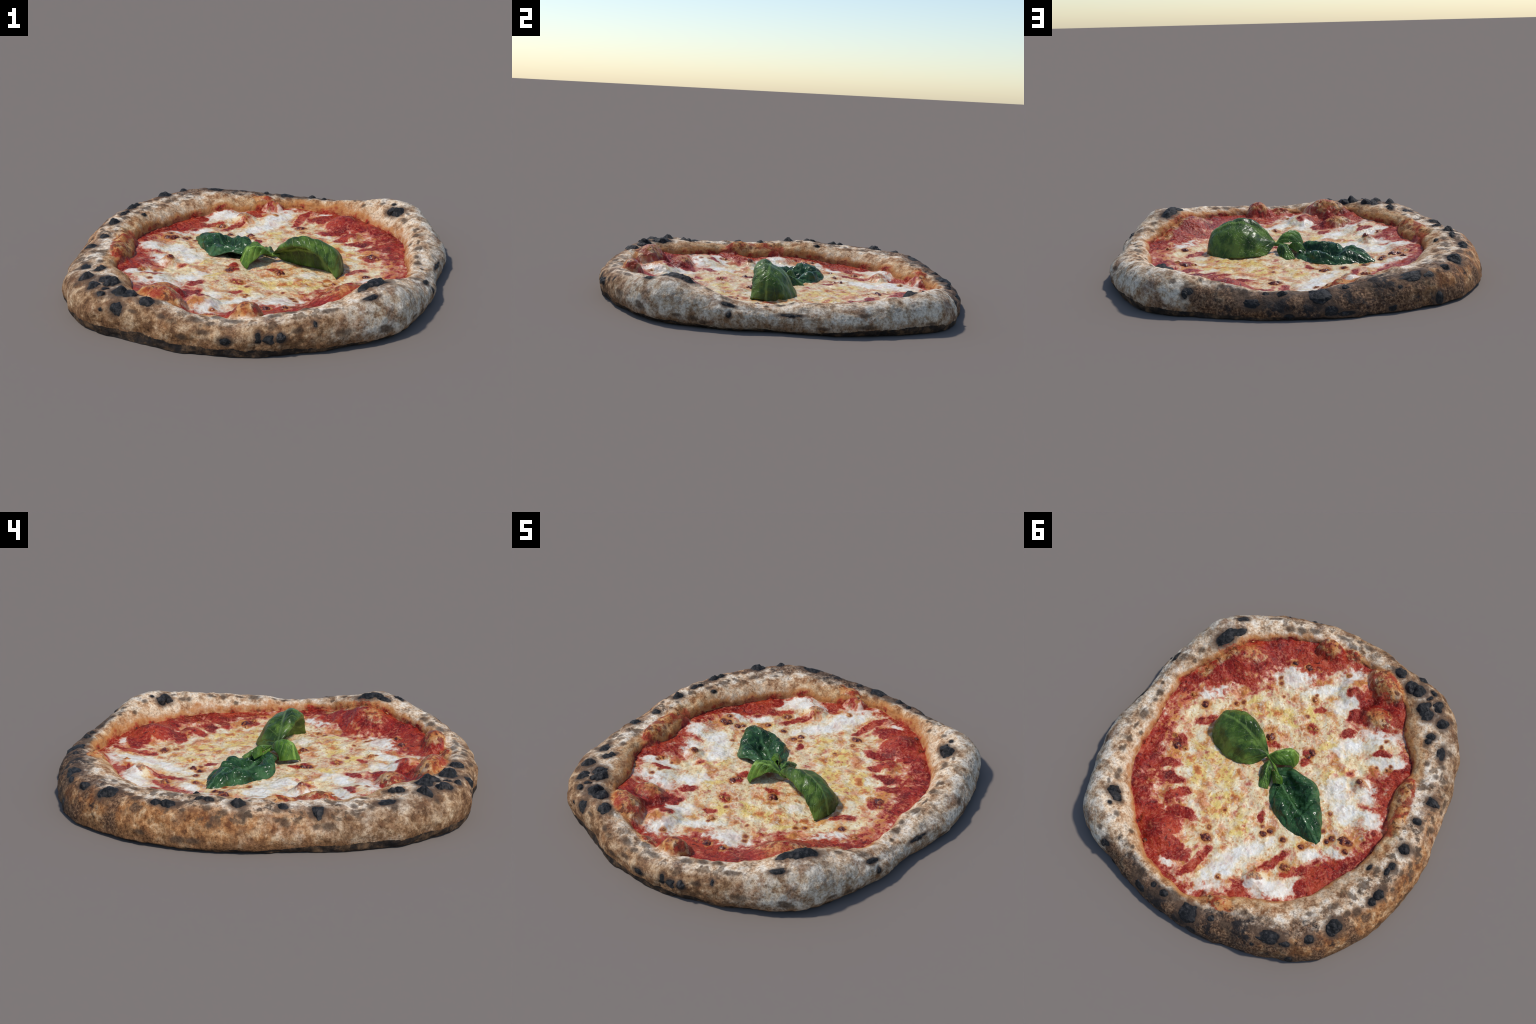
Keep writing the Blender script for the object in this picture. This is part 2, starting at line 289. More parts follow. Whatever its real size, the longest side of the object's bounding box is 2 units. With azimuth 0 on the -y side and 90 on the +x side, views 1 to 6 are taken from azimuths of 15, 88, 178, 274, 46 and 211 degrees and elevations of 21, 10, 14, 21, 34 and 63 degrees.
class Nodes:
    def __init__(self, name):
        self.mat = bpy.data.materials.new(name)
        self.mat.use_nodes = True
        self.t = self.mat.node_tree
        self.t.nodes.clear()
        self.out = self.t.nodes.new("ShaderNodeOutputMaterial")
        self.obj = self.t.nodes.new("ShaderNodeTexCoord").outputs["Object"]

    def new(self, kind, **kw):
        n = self.t.nodes.new(kind)
        for k, v in kw.items():
            setattr(n, k, v)
        return n

    def put(self, socket, value):
        if value is None:
            return
        if isinstance(value, bpy.types.NodeSocket):
            self.t.links.new(value, socket)
        elif isinstance(value, (tuple, list)):
            socket.default_value = tuple(value) + ((1.0,) if socket.type == "RGBA" and len(value) == 3 else ())
        else:
            socket.default_value = value

    def math(self, op, a, b=None, c=None, clamp=False):
        n = self.new("ShaderNodeMath", operation=op, use_clamp=clamp)
        for s, v in zip(n.inputs, (a, b, c)):
            self.put(s, v)
        return n.outputs[0]

    def add(self, a, b): return self.math("ADD", a, b)
    def sub(self, a, b): return self.math("SUBTRACT", a, b)
    def mul(self, a, b): return self.math("MULTIPLY", a, b)
    def mad(self, a, b, c): return self.math("MULTIPLY_ADD", a, b, c)
    def max(self, a, b): return self.math("MAXIMUM", a, b)
    def min(self, a, b): return self.math("MINIMUM", a, b)
    def clamp(self, a): return self.math("ADD", a, 0.0, clamp=True)

    def vec(self, op, a, b=None, out=0):
        n = self.new("ShaderNodeVectorMath", operation=op)
        self.put(n.inputs[0], a)
        if b is not None:
            if op == "SCALE":
                self.put(n.inputs["Scale"], b)
            else:
                self.put(n.inputs[1], b)
        return n.outputs[out]

    def dist(self, a, b): return self.vec("DISTANCE", a, b, out="Value")

    def step(self, v, lo, hi, a=0.0, b=1.0):
        n = self.new("ShaderNodeMapRange", interpolation_type="SMOOTHSTEP", clamp=True)
        for i, x in enumerate((v, lo, hi, a, b)):
            self.put(n.inputs[i], x)
        return n.outputs[0]

    def mix(self, f, a, b, mode="MIX"):
        n = self.new("ShaderNodeMix", data_type="RGBA", blend_type=mode)
        self.put(n.inputs[0], f)
        self.put(n.inputs[6], a)
        self.put(n.inputs[7], b)
        return n.outputs[2]

    def noise(self, v, scale, detail=3.0, rough=0.55, distort=0.0, out=0):
        n = self.new("ShaderNodeTexNoise")
        for k, x in (("Vector", v), ("Scale", scale), ("Detail", detail), ("Roughness", rough), ("Distortion", distort)):
            self.put(n.inputs[k], x)
        return n.outputs[out]

    def voronoi(self, v, scale, feature="F1", out="Distance", rand=1.0, smooth=None):
        n = self.new("ShaderNodeTexVoronoi", feature=feature)
        for k, x in (("Vector", v), ("Scale", scale), ("Randomness", rand)):
            self.put(n.inputs[k], x)
        if smooth is not None:
            n.inputs["Smoothness"].default_value = smooth
        return n.outputs[out]

    def ramp(self, f, stops, mode="LINEAR"):
        n = self.new("ShaderNodeValToRGB")
        r = n.color_ramp
        r.interpolation = mode
        while len(r.elements) < len(stops):
            r.elements.new(0.5)
        for e, (p, c) in zip(r.elements, stops):
            e.position = p
            e.color = (*c, 1)
        self.put(n.inputs[0], f)
        return n.outputs[0]

    def separate(self, v):
        n = self.new("ShaderNodeSeparateXYZ")
        self.put(n.inputs[0], v)
        return n.outputs

    def combine(self, x, y, z):
        n = self.new("ShaderNodeCombineXYZ")
        for s, v in zip(n.inputs, (x, y, z)):
            self.put(s, v)
        return n.outputs[0]

    def round_curve(self, turn, values):
        """A value that runs round the rim: 'turn' is 0..1 for one circle from -x."""
        n = self.new("ShaderNodeFloatCurve")
        m = n.mapping
        m.use_clip = False
        k = len(values)
        pts = [(i / k, values[(i + k // 2) % k]) for i in range(k)] + [(1.0, values[k // 2])]
        c = m.curves[0]
        while len(c.points) < len(pts):
            c.points.new(0.5, 0.5)
        for p, (x, y) in zip(c.points, pts):
            p.location = (x, y)
        m.update()
        self.put(n.inputs["Value"], turn)
        return n.outputs[0]

    def blob(self, p, at, size, turn=(0, 0, 0)):
        """A soft ellipsoid: 1 in its middle, falling straight to 0 on its edge."""
        n = self.new("ShaderNodeTexGradient", gradient_type="SPHERICAL")
        m = n.texture_mapping
        m.vector_type = "TEXTURE"
        m.translation, m.rotation, m.scale = at, turn, size
        self.put(n.inputs[0], p)
        return n.outputs["Fac"]

    def ellipses(self, flat, items):
        """1 in the middle of the nearest ellipse, 0 outside all of them."""
        acc = 0.0
        for x, y, a, b, turn in items:
            if b < 0.03:    # thin streaks of sauce run into short, soft smears
                a, b = a * 0.75, b * 1.5
            acc = self.max(acc, self.blob(flat, (x, y, 0), (a, b, 1), (0, 0, math.radians(turn))))
        return acc

    def spots(self, p, items):
        """1 in the middle of a spot, 0 at SPOT_REACH times its size."""
        acc = 0.0
        for at, size, turn in items:
            acc = self.max(acc, self.blob(p, at, [SPOT_REACH * k for k in size], turn))
        return acc

    def bump(self, height, strength, distance, normal=None):
        n = self.new("ShaderNodeBump")
        self.put(n.inputs["Strength"], strength)
        self.put(n.inputs["Distance"], distance)
        self.put(n.inputs["Height"], height)
        if normal is not None:
            self.put(n.inputs["Normal"], normal)
        return n.outputs[0]

    def surface(self, color, rough, normal=None, specular=0.35, coat=0.0, **more):
        n = self.new("ShaderNodeBsdfPrincipled")
        self.put(n.inputs["Base Color"], color)
        self.put(n.inputs["Roughness"], rough)
        self.put(n.inputs["Specular IOR Level"], specular)
        self.put(n.inputs["Coat Weight"], coat)
        n.inputs["Coat Roughness"].default_value = 0.2
        for k, v in more.items():
            self.put(n.inputs[k], v)
        if normal is not None:
            self.put(n.inputs["Normal"], normal)
        self.t.links.new(n.outputs[0], self.out.inputs[0])
        return n

def warped(g, amount, scale, detail=3.0, base=None):
    base = base or g.obj
    n = g.noise(base, scale, detail, 0.6, out=1)
    return g.vec("ADD", base, g.vec("SCALE", g.vec("SUBTRACT", n, (0.5, 0.5, 0.5)), amount))

def sauce_colour(g):
    big = g.noise(g.obj, 8, 5, 0.68)
    mid = g.noise(g.obj, 26, 6, 0.72, 1.2)
    fine = g.noise(g.obj, 70, 4, 0.7, 1.0)
    c = g.ramp(big, [(0.37, SAUCE_DARK), (0.49, SAUCE_MID), (0.62, SAUCE_LIGHT)])
    c = g.mix(g.step(mid, 0.52, 0.64, 0, 0.7), c, SAUCE_PAINTED_GLINT)  # pinkish squiggles of wet highlight, painted into the sauce colour
    c = g.mix(g.step(mid, 0.47, 0.36, 0, 0.85), c, SAUCE_DEEP)
    return g.mix(g.step(fine, 0.56, 0.68, 0, 0.6), c, (0.60, 0.22, 0.13))  # finest glints on the wet sauce, drawn as pale pink flecks

def dome_mask(g, flat):
    items = [(x, y, a * 0.86, b * 0.86, turn) for x, y, a, b, turn, top in DOUGH_DOMES]
    return g.ellipses(flat, items)

def dome_colour(g):
    c = g.ramp(g.noise(g.obj, 14, 5, 0.68), [(0.37, (0.38, 0.075, 0.022)), (0.46, (0.54, 0.20, 0.055)), (0.54, (0.62, 0.32, 0.12)), (0.62, (0.68, 0.46, 0.28))])
    scab = g.noise(warped(g, 0.02, 40), 32, 4, 0.65)
    c = g.mix(g.step(scab, 0.51, 0.60, 0, 0.88), c, (0.12, 0.028, 0.012))
    red = g.noise(g.obj, 11, 5, 0.68)
    return g.mix(g.step(red, 0.50, 0.57, 0, 0.85), c, sauce_colour(g))

SAUCE_DEEP, SAUCE_DARK, SAUCE_MID = (0.070, 0.005, 0.004), (0.17, 0.008, 0.005), (0.31, 0.015, 0.008)
SAUCE_LIGHT, SAUCE_PAINTED_GLINT = (0.45, 0.050, 0.016), (0.58, 0.15, 0.075)
# sauce baked to orange on the dough: x, y, half length, half width, turn
ORANGE_PATCHES = [(0.60, -0.49, 0.17, 0.065, -132), (0.70, -0.31, 0.085, 0.04, -112), (0.50, -0.52, 0.12, 0.05, -135), (-0.226, 0.584, 0.05, 0.03, -158), (-0.43, -0.165, 0.034, 0.032, 0), (-0.66, -0.22, 0.06, 0.13, 20), (-0.70, -0.05, 0.05, 0.12, -5)]

def topping_material():
    g = Nodes("sauce_and_cheese")
    x, y, z = g.separate(g.obj)
    flat0 = g.combine(x, y, 0.0)
    flat = warped(g, 0.085, 8.0, 6.0, flat0)
    near = warped(g, 0.030, 22.0, 4.0, flat0)
    fx, fy, _ = g.separate(flat)
    r = g.vec("LENGTH", g.combine(fx, fy, 0.0), out="Value")
    turn = g.mad(g.math("ARCTAN2", fy, fx), 1 / TAU, 0.5)
    edge = g.round_curve(turn, R_CHEESE)
    inside = g.max(g.min(g.mul(g.sub(edge, r), 8.0), 1.0), -1.3)
    red = g.max(g.ellipses(flat, SAUCE_PATCHES), 0.0)
    white = g.ellipses(flat, [(wx, wy, 1.4 * wa, 1.4 * wb, wt) for wx, wy, wa, wb, wt in MILK_WHITE_PATCHES])
    yellow = g.max(g.ellipses(flat, OILY_YELLOW_PATCHES), 0.0)
    n1 = g.sub(g.noise(flat, 11, 7, 0.74), 0.5)
    n2 = g.sub(g.noise(near, 24, 4, 0.62), 0.5)
    field = g.mad(n1, 4.6, inside)
    field = g.mad(n2, 3.0, field)
    field = g.mad(g.step(red, 0.0, 0.6), -1.55, field)
    field = g.mad(g.step(white, 0.15, 0.7), 0.55, field)
    white = g.mad(n2, 1.5, g.mad(n1, 1.6, white))
    cheese = g.ramp(g.mad(field, 0.29, 0.31), [
        (0.16, SAUCE_MID), (0.27, (0.42, 0.06, 0.038)), (0.37, (0.58, 0.20, 0.12)), (0.46, (0.70, 0.42, 0.26)), (0.57, (0.82, 0.64, 0.38)),
        (0.74, (0.88, 0.77, 0.52)), (0.95, (0.90, 0.83, 0.65))])
    cream = g.step(field, 0.0, 0.7)
    plain = g.sub(1.0, g.mul(g.step(white, 0.05, 0.4), 0.85))
    oil = g.mul(g.mul(g.mad(g.step(yellow, 0.0, 0.35), 0.75, 0.25), cream), g.step(g.noise(near, 9, 5, 0.62), 0.42, 0.56))
    cheese = g.mix(g.mul(g.mul(oil, plain), 0.85), cheese, (0.80, 0.56, 0.13))
    milk = g.mul(g.step(white, -0.05, 0.85), cream)
    cheese = g.mix(g.mul(milk, 0.72), cheese, g.ramp(g.noise(near, 24, 4, 0.6), [(0.38, (0.70, 0.60, 0.48)), (0.46, (0.85, 0.80, 0.72)), (0.54, (0.89, 0.87, 0.82))]))
    # orange mottling where fat and sauce have cooked through the cheese
    m1 = g.noise(near, 12, 4, 0.60)
    tone = g.noise(near, 9, 2, 0.5)
    mott = g.mul(g.mul(g.step(m1, 0.50, 0.575), plain), g.step(field, -0.3, 0.3))
    cheese = g.mix(g.mul(mott, 0.85), cheese, g.ramp(tone, [(0.40, (0.72, 0.28, 0.12)), (0.5, (0.68, 0.29, 0.045)), (0.58, (0.58, 0.13, 0.04))]))
    peak = g.mul(g.mul(g.step(m1, 0.575, 0.64), g.mad(plain, 0.8, 0.2)), g.step(field, -0.1, 0.4))
    cheese = g.mix(g.mul(peak, 0.85), cheese, (0.40, 0.105, 0.022))
    m2 = g.noise(near, 44, 3, 0.6)
    cheese = g.mix(g.mul(g.mul(g.step(m2, 0.565, 0.62), g.mad(plain, 0.75, 0.25)), 0.75), cheese, (0.52, 0.20, 0.035))
    # browned rings round the blisters
    bs = g.spots(warped(g, 0.020, 38.0, 3.0, flat0), [((bx, by, 0), (br, br, 1), (0, 0, 0)) for bx, by, br in BROWNED_BLISTERS])
    cheese = g.mix(g.step(bs, 0.30, 0.62, 0, 0.9), cheese, (0.55, 0.22, 0.05))
    cheese = g.mix(g.step(bs, 0.58, 0.76, 0, 0.9), cheese, (0.20, 0.032, 0.015))
    sauce = sauce_colour(g)
    col = g.mix(g.step(field, -0.55, 0.05), sauce, cheese)
    op = g.step(g.mul(g.mad(g.sub(g.noise(g.obj, 16, 5, 0.65), 0.5), 6.0, 1.0), g.ellipses(flat, ORANGE_PATCHES)), 0.10, 0.45)
    col = g.mix(g.mul(op, 0.85), col, dome_colour(g))
    dm = dome_mask(g, warped(g, 0.06, 16.0, 4.0, flat0))
    col = g.mix(g.step(g.mul(g.mad(g.sub(g.noise(g.obj, 20, 3, 0.6), 0.5), 3.0, 1.0), dm), 0.02, 0.30), col, dome_colour(g))
    iscream = g.step(field, -0.3, 0.3)
    h = g.add(g.mul(g.noise(flat0, 44, 5, 0.62), 0.55), g.noise(near, 18, 3, 0.55))
    nrm = g.bump(h, 1.0, g.mad(iscream, -0.009, 0.015))
    g.surface(col, g.mad(iscream, 0.08, 0.27), nrm, g.mad(iscream, 0.10, 0.24))
    return g.mat

def crust_material(char_spots, stain_spots):
    g = Nodes("baked_crust")
    p = warped(g, 0.022, 26.0, 4.0)
    x, y, z = g.separate(g.obj)
    turn = g.mad(g.math("ARCTAN2", y, x), 1 / TAU, 0.5)
    r = g.vec("LENGTH", g.combine(x, y, 0.0), out="Value")
    foot, rim = g.round_curve(turn, R_FOOT), g.round_curve(turn, R_OUT)
    w = g.math("DIVIDE", g.sub(r, foot), g.sub(rim, foot))
    flour, burn = g.round_curve(turn, FLOURED), g.round_curve(turn, SCORCHED)
    orange, leo, gold = g.round_curve(turn, ORANGE), g.round_curve(turn, LEOPARD), g.round_curve(turn, GOLDEN)
    big = g.noise(g.obj, 6.5, 5, 0.65)
    mid = g.noise(g.obj, 17, 6, 0.72)
    fine = g.noise(g.obj, 85, 5, 0.75)
    # creamy top, toasted flank, pale where flour clung
    col = g.ramp(mid, [(0.34, (0.28, 0.145, 0.070)), (0.42, (0.56, 0.365, 0.215)), (0.49, (0.78, 0.60, 0.415)), (0.60, (0.88, 0.78, 0.64))])
    tan = g.ramp(mid, [(0.37, (0.09, 0.038, 0.015)), (0.46, (0.23, 0.118, 0.052)), (0.54, (0.40, 0.245, 0.13)), (0.64, (0.60, 0.43, 0.27))])
    rust = g.ramp(mid, [(0.37, (0.16, 0.052, 0.017)), (0.46, (0.35, 0.145, 0.048)), (0.54, (0.50, 0.255, 0.105)), (0.63, (0.66, 0.44, 0.25))])
    pale = g.ramp(mid, [(0.37, (0.26, 0.15, 0.078)), (0.45, (0.50, 0.375, 0.25)), (0.57, (0.71, 0.625, 0.505))])
    wn = g.mad(g.sub(big, 0.5), 0.5, w)
    side = g.mix(g.step(g.mad(g.sub(big, 0.5), 1.2, orange), 0.3, 0.7), tan, rust)
    side = g.mix(g.step(g.mad(g.sub(big, 0.5), 1.0, flour), 0.35, 0.7), side, pale)
    col = g.mix(g.step(wn, 0.52, 0.82), col, side)
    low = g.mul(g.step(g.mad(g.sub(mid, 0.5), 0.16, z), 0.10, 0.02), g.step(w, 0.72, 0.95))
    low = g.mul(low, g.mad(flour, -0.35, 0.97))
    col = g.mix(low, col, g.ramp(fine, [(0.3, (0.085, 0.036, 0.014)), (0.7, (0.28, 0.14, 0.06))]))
    # brown toasting in drifting patches, and soft grey-brown leopard blotches on the crown
    toast = g.noise(p, 8, 7, 0.74)
    col = g.mix(g.mul(g.step(toast, 0.49, 0.61), g.step(w, 0.15, 0.6, 0.15, 0.68)), col, (0.22, 0.10, 0.045))
    zone = g.mul(g.step(w, 0.10, 0.3), g.step(w, 1.0, 0.8))
    blotch = g.mul(g.step(g.noise(p, 15, 4, 0.62), 0.525, 0.595), zone)
    col = g.mix(g.mul(blotch, g.mul(leo, 0.9)), col, (0.105, 0.066, 0.040))
    # golden inner wall
    inner = g.mul(g.step(g.mad(g.sub(mid, 0.5), 0.4, w), 0.42, 0.18), gold)
    col = g.mix(g.mul(inner, 0.8), col, g.ramp(mid, [(0.38, (0.26, 0.085, 0.02)), (0.48, (0.46, 0.20, 0.05)), (0.6, (0.66, 0.40, 0.16))]))
    # scorched side
    sc = g.add(g.mul(burn, 0.8), g.mul(g.sub(g.noise(p, 8, 6, 0.7), 0.5), 2.2))
    sc = g.mul(g.step(sc, 0.25, 0.65), g.step(w, 0.30, 0.55))
    col = g.mix(g.mul(sc, 0.9), col, g.ramp(fine, [(0.38, (0.040, 0.020, 0.012)), (0.5, (0.125, 0.060, 0.030)), (0.64, (0.34, 0.20, 0.11))]))
    black = g.add(g.mul(burn, 0.42), g.mul(g.sub(g.noise(p, 11, 5, 0.7), 0.5), 1.5))
    col = g.mix(g.mul(g.step(black, 0.30, 0.52), g.step(w, 0.32, 0.5)), col, (0.026, 0.021, 0.02))
    st = g.spots(p, stain_spots)
    col = g.mix(g.step(st, 0.36, 0.80, 0, 0.85), col, (0.085, 0.052, 0.032))
    # grain of the baked skin
    col = g.mix(1.0, col, g.ramp(fine, [(0.34, (0.52, 0.44, 0.38)), (0.49, (0.98, 0.96, 0.94)), (0.64, (1.22, 1.20, 1.17))]), "MULTIPLY")
    # soot round the blisters
    ch = g.spots(p, char_spots)
    col = g.mix(g.step(ch, 0.12, 0.60, 0, 0.92), col, (0.105, 0.060, 0.036))
    col = g.mix(g.step(ch, 0.55, 0.66), col, (0.016, 0.015, 0.016))
    # sauce that has crept up the wall
    flat0 = g.combine(x, y, 0.0)
    creep = g.add(g.math("DIVIDE", g.sub(r, foot), 0.05), g.mul(g.sub(g.noise(g.obj, 13, 4, 0.65), 0.5), 1.8))
    col = g.mix(g.step(creep, 0.62, 0.10, 0, 0.85), col, (0.52, 0.20, 0.05))
    col = g.mix(g.step(creep, 0.16, -0.2), col, sauce_colour(g))
    op = g.step(g.mul(g.mad(g.sub(g.noise(g.obj, 16, 5, 0.65), 0.5), 6.0, 1.0), g.ellipses(flat0, ORANGE_PATCHES)), 0.10, 0.45)
    col = g.mix(g.mul(op, 0.85), col, dome_colour(g))
    dm = dome_mask(g, warped(g, 0.06, 16.0, 4.0, flat0))
    col = g.mix(g.step(g.mul(g.mad(g.sub(g.noise(g.obj, 20, 3, 0.6), 0.5), 3.0, 1.0), dm), 0.02, 0.30), col, dome_colour(g))
    h = g.add(g.noise(g.obj, 60, 5, 0.7), g.mul(g.noise(g.obj, 170, 3, 0.6), 0.4))
    g.surface(col, 0.75, g.bump(h, 0.75, 0.006), 0.25)
    return g.mat

def char_material():
    g = Nodes("charcoal_blister")
    n = g.noise(g.obj, 45, 4, 0.65)
    col = g.ramp(n, [(0.38, (0.006, 0.006, 0.006)), (0.5, (0.015, 0.015, 0.016)), (0.64, (0.055, 0.048, 0.045))])
    g.surface(col, 0.6, g.bump(g.noise(g.obj, 80, 5, 0.68), 0.9, 0.006), 0.28)
    return g.mat

def base_material():
    g = Nodes("burnt_underside")
    n = g.noise(g.obj, 18, 5, 0.7)
    col = g.ramp(n, [(0.38, (0.016, 0.013, 0.012)), (0.5, (0.040, 0.026, 0.018)), (0.62, (0.14, 0.080, 0.042))])
    g.surface(col, 0.8, g.bump(g.noise(g.obj, 60, 4, 0.65), 0.6, 0.006), 0.2)
    return g.mat

def browned_material(name, dark, mid, light):
    g = Nodes(name)
    n = g.noise(g.obj, 60, 4, 0.6)
    col = g.ramp(n, [(0.4, dark), (0.5, mid), (0.6, light)])
    g.surface(col, 0.3, g.bump(n, 0.4, 0.004), 0.45)
    return g.mat

def basil_material(name, dark, mid, light, base, tip, veins, glossy=0.35):
    """Green that follows the leaf: paler midrib and side veins running out from the line base -> tip."""
    g = Nodes(name)
    ang = math.atan2(tip[1] - base[1], tip[0] - base[0])
    m = g.new("ShaderNodeMapping", vector_type="TEXTURE")
    g.put(m.inputs[0], warped(g, 0.022, 14.0))
    m.inputs[1].default_value = (base[0], base[1], 0)
    m.inputs[2].default_value = (0, 0, ang)
    u, v, _ = g.separate(m.outputs[0])
    out = g.math("ABSOLUTE", v)
    length = math.hypot(tip[0] - base[0], tip[1] - base[1])
    phase = g.math("SINE", g.mul(g.sub(u, g.mul(out, 0.8)), math.pi * veins / length))
    rib = g.step(g.math("ABSOLUTE", phase), 0.30, 0.0)
    mid_line = g.step(out, 0.009, 0.002)
    n = g.noise(g.obj, 11, 5, 0.65)
    col = g.ramp(n, [(0.38, dark), (0.5, mid), (0.62, light)])
    lace = g.step(g.voronoi(warped(g, 0.015, 30), 55, feature="DISTANCE_TO_EDGE"), 0.05, 0.0)
    col = g.mix(g.mad(lace, 0.2, g.mul(rib, 0.45)), col, light)
    col = g.mix(g.mul(mid_line, 0.6), col, tuple(min(1, 1.5 * k + 0.03) for k in light))
    h = g.add(g.mul(rib, -0.6), g.mul(g.noise(g.obj, 30, 3, 0.6), 0.6))
    s = g.surface(col, glossy, g.bump(g.mad(lace, -0.25, h), 0.5, 0.010), 0.4)
    tr = g.new("ShaderNodeBsdfTranslucent")
    g.put(tr.inputs["Color"], light)
    m = g.new("ShaderNodeMixShader")
    m.inputs[0].default_value = 0.12
    g.t.links.new(s.outputs[0], m.inputs[1])
    g.t.links.new(tr.outputs[0], m.inputs[2])
    g.t.links.new(m.outputs[0], g.out.inputs[0])
    return g.mat

# =====================================================================
#  THE BODY: one smooth skin, rings from the middle out over the rim and under
# =====================================================================
N_ROUND, N_FLOOR, N_RIM, N_UNDER = 1440, 190, 150, 10
theta = np.arange(N_ROUND) / N_ROUND * TAU
rings, kind = [], []
rf = around(R_FOOT, theta)
for i in range(N_FLOOR):
    s = 0.004 + 0.996 * i / N_FLOOR
    x, y = rf * s * np.cos(theta), rf * s * np.sin(theta)
    rings.append(np.stack([x, y, floor_height(x, y)], -1))
    kind.append(-1 + s)
# evenly spaced samples of the cross-section
t_even = np.concatenate([np.linspace(0, 1 / 3, 52)[:-1], np.linspace(1 / 3, 2 / 3, 60)[:-1], np.linspace(2 / 3, 1, N_RIM - 110)])
for t in t_even:
    rings.append(crust_point(theta, t))
    kind.append(t)
P = np.array(rings)
kind = np.array(kind)
nf = N_FLOOR
# domes lift the floor and the inner wall
up = kind < 0.40
Q = P[up].reshape(-1, 3)
Q[:, 2] = raise_domes(Q[:, 0], Q[:, 1], Q[:, 2])
P[up] = Q.reshape(-1, N_ROUND, 3)
# lumps and wrinkles of the dough, along the skin's own normal
def grid_normals(P):
    du = np.roll(P, -1, 1) - np.roll(P, 1, 1)
    dv = np.gradient(P, axis=0)
    n = np.cross(dv, du)
    n = n / np.maximum(np.linalg.norm(n, axis=-1, keepdims=True), 1e-12)
    return n * np.where((n[..., 2].mean() < 0), -1, 1)
n = grid_normals(P)
flatP = P.reshape(-1, 3)
K = np.repeat(kind, N_ROUND)
rim = np.clip(K / 0.12, 0, 1) * np.clip((1.0 - K) / 0.12, 0, 1)
lump = np.zeros(len(flatP))
m = K > 0
lump[m] = 0.0065 * fbm(flatP[m], 8, 2, 3) + 0.0035 * fbm(flatP[m], 21, 2, 4) + 0.0016 * fbm(flatP[m], 55, 2, 6)
m = (K > 0.02) & (K < 0.34)
lump[m] += 0.006 * fbm(flatP[m], 15, 2, 14) * np.sin(math.pi * (K[m] - 0.02) / 0.32)
lump *= rim
m = K <= 0.12
fine = 0.0022 * fbm(flatP[m], 42, 3, 8, 0.6)
lump[m] += fine * np.clip((0.12 - K[m]) / 0.1, 0, 1)
flatP = flatP + n.reshape(-1, 3) * lump[:, None]
# ragged lower edge
m = K > 0.85
push = 0.010 * fbm(flatP[m], 14, 2, 9) * np.clip((K[m] - 0.85) / 0.15, 0, 1)
rr = np.linalg.norm(flatP[m][:, :2], axis=1, keepdims=True)
flatP[m, :2] += flatP[m][:, :2] / rr * push[:, None]
flatP[:, 2] = np.maximum(flatP[:, 2], 0.0)
P = flatP.reshape(-1, N_ROUND, 3)
under = [P[-1] * np.array([s, s, 0.0]) for s in np.linspace(1, 0.02, N_UNDER + 1)[1:]]
P = np.concatenate([P, np.array(under)])
kind = np.concatenate([kind, np.full(N_UNDER, 2.0)])
R = len(P)
V = np.concatenate([P.reshape(-1, 3), [[0, 0, P[0, :, 2].mean()], [0, 0, 0.0]]])
top_c, bot_c = len(V) - 2, len(V) - 1
ii, jj = np.meshgrid(np.arange(R - 1), np.arange(N_ROUND), indexing="ij")
j2 = (jj + 1) % N_ROUND
quads = np.stack([ii * N_ROUND + jj, (ii + 1) * N_ROUND + jj, (ii + 1) * N_ROUND + j2, ii * N_ROUND + j2], -1).reshape(-1, 4)
a = np.arange(N_ROUND)
b = (a + 1) % N_ROUND
fan_top = np.stack([np.full(N_ROUND, top_c), a, b], -1)
fan_bot = np.stack([np.full(N_ROUND, bot_c), (R - 1) * N_ROUND + b, (R - 1) * N_ROUND + a], -1)
polys = [quads, fan_top, fan_bot]
NRM = vertex_normals(V, polys)

# which face belongs to which part
qc = V[quads].mean(1)
qk = kind[ii.ravel()]
qth = np.arctan2(qc[:, 1], qc[:, 0]) % TAU
burnt = around(BURNT_BASE, qth) + 0.006 * fbm(qc * np.array([1, 1, 0.3]), 16, 3, 12)
is_base = (qk > 1.5) | ((qk > 0.70) & (qc[:, 2] < burnt))
is_floor = qk < -1e-6
def ellipse_field(xy, items):
    out = np.full(len(xy), -1.0)
    for x, y, a_, b_, turn in items:
        c, s = math.cos(math.radians(turn)), math.sin(math.radians(turn))
        dx, dy = xy[:, 0] - x, xy[:, 1] - y
        out = np.maximum(out, 1 - np.sqrt(((dx * c + dy * s) / a_) ** 2 + ((-dx * s + dy * c) / b_) ** 2))
    return out
wob = 0.025 * np.stack([fbm(qc * [1, 1, 0], 9, 2, 21), fbm(qc * [1, 1, 0], 9, 2, 22)], -1)
xy = qc[:, :2] + wob
cheese = (around(R_CHEESE, np.arctan2(xy[:, 1], xy[:, 0]) % TAU) - np.linalg.norm(xy, axis=1)) * 14
cheese = np.clip(cheese, -1.5, 1) - 1.6 * np.clip(ellipse_field(xy, SAUCE_PATCHES), 0, 1) ** 0.6 + np.clip(ellipse_field(xy, MILK_WHITE_PATCHES), 0, 1)
is_cheese = is_floor & (cheese > 0)
dome_id = np.full(len(qc), -1)
for i, (dx, dy, da, db, turn, top) in enumerate(DOUGH_DOMES):
    f = ellipse_field(qc[:, :2] + wob * 0.4, [(dx, dy, da, db, turn)])
    dome_id[(f > 0.05) & (qk < 0.34)] = i

# =====================================================================
#  BUILD
# =====================================================================
pizza = bpy.data.objects.new("pizza", None)
collection_link(pizza)
pizza["label"] = "wood-fired pizza with leopard-charred puffy crust, tomato, melted mozzarella and basil"
pizza["category"] = "pizza"

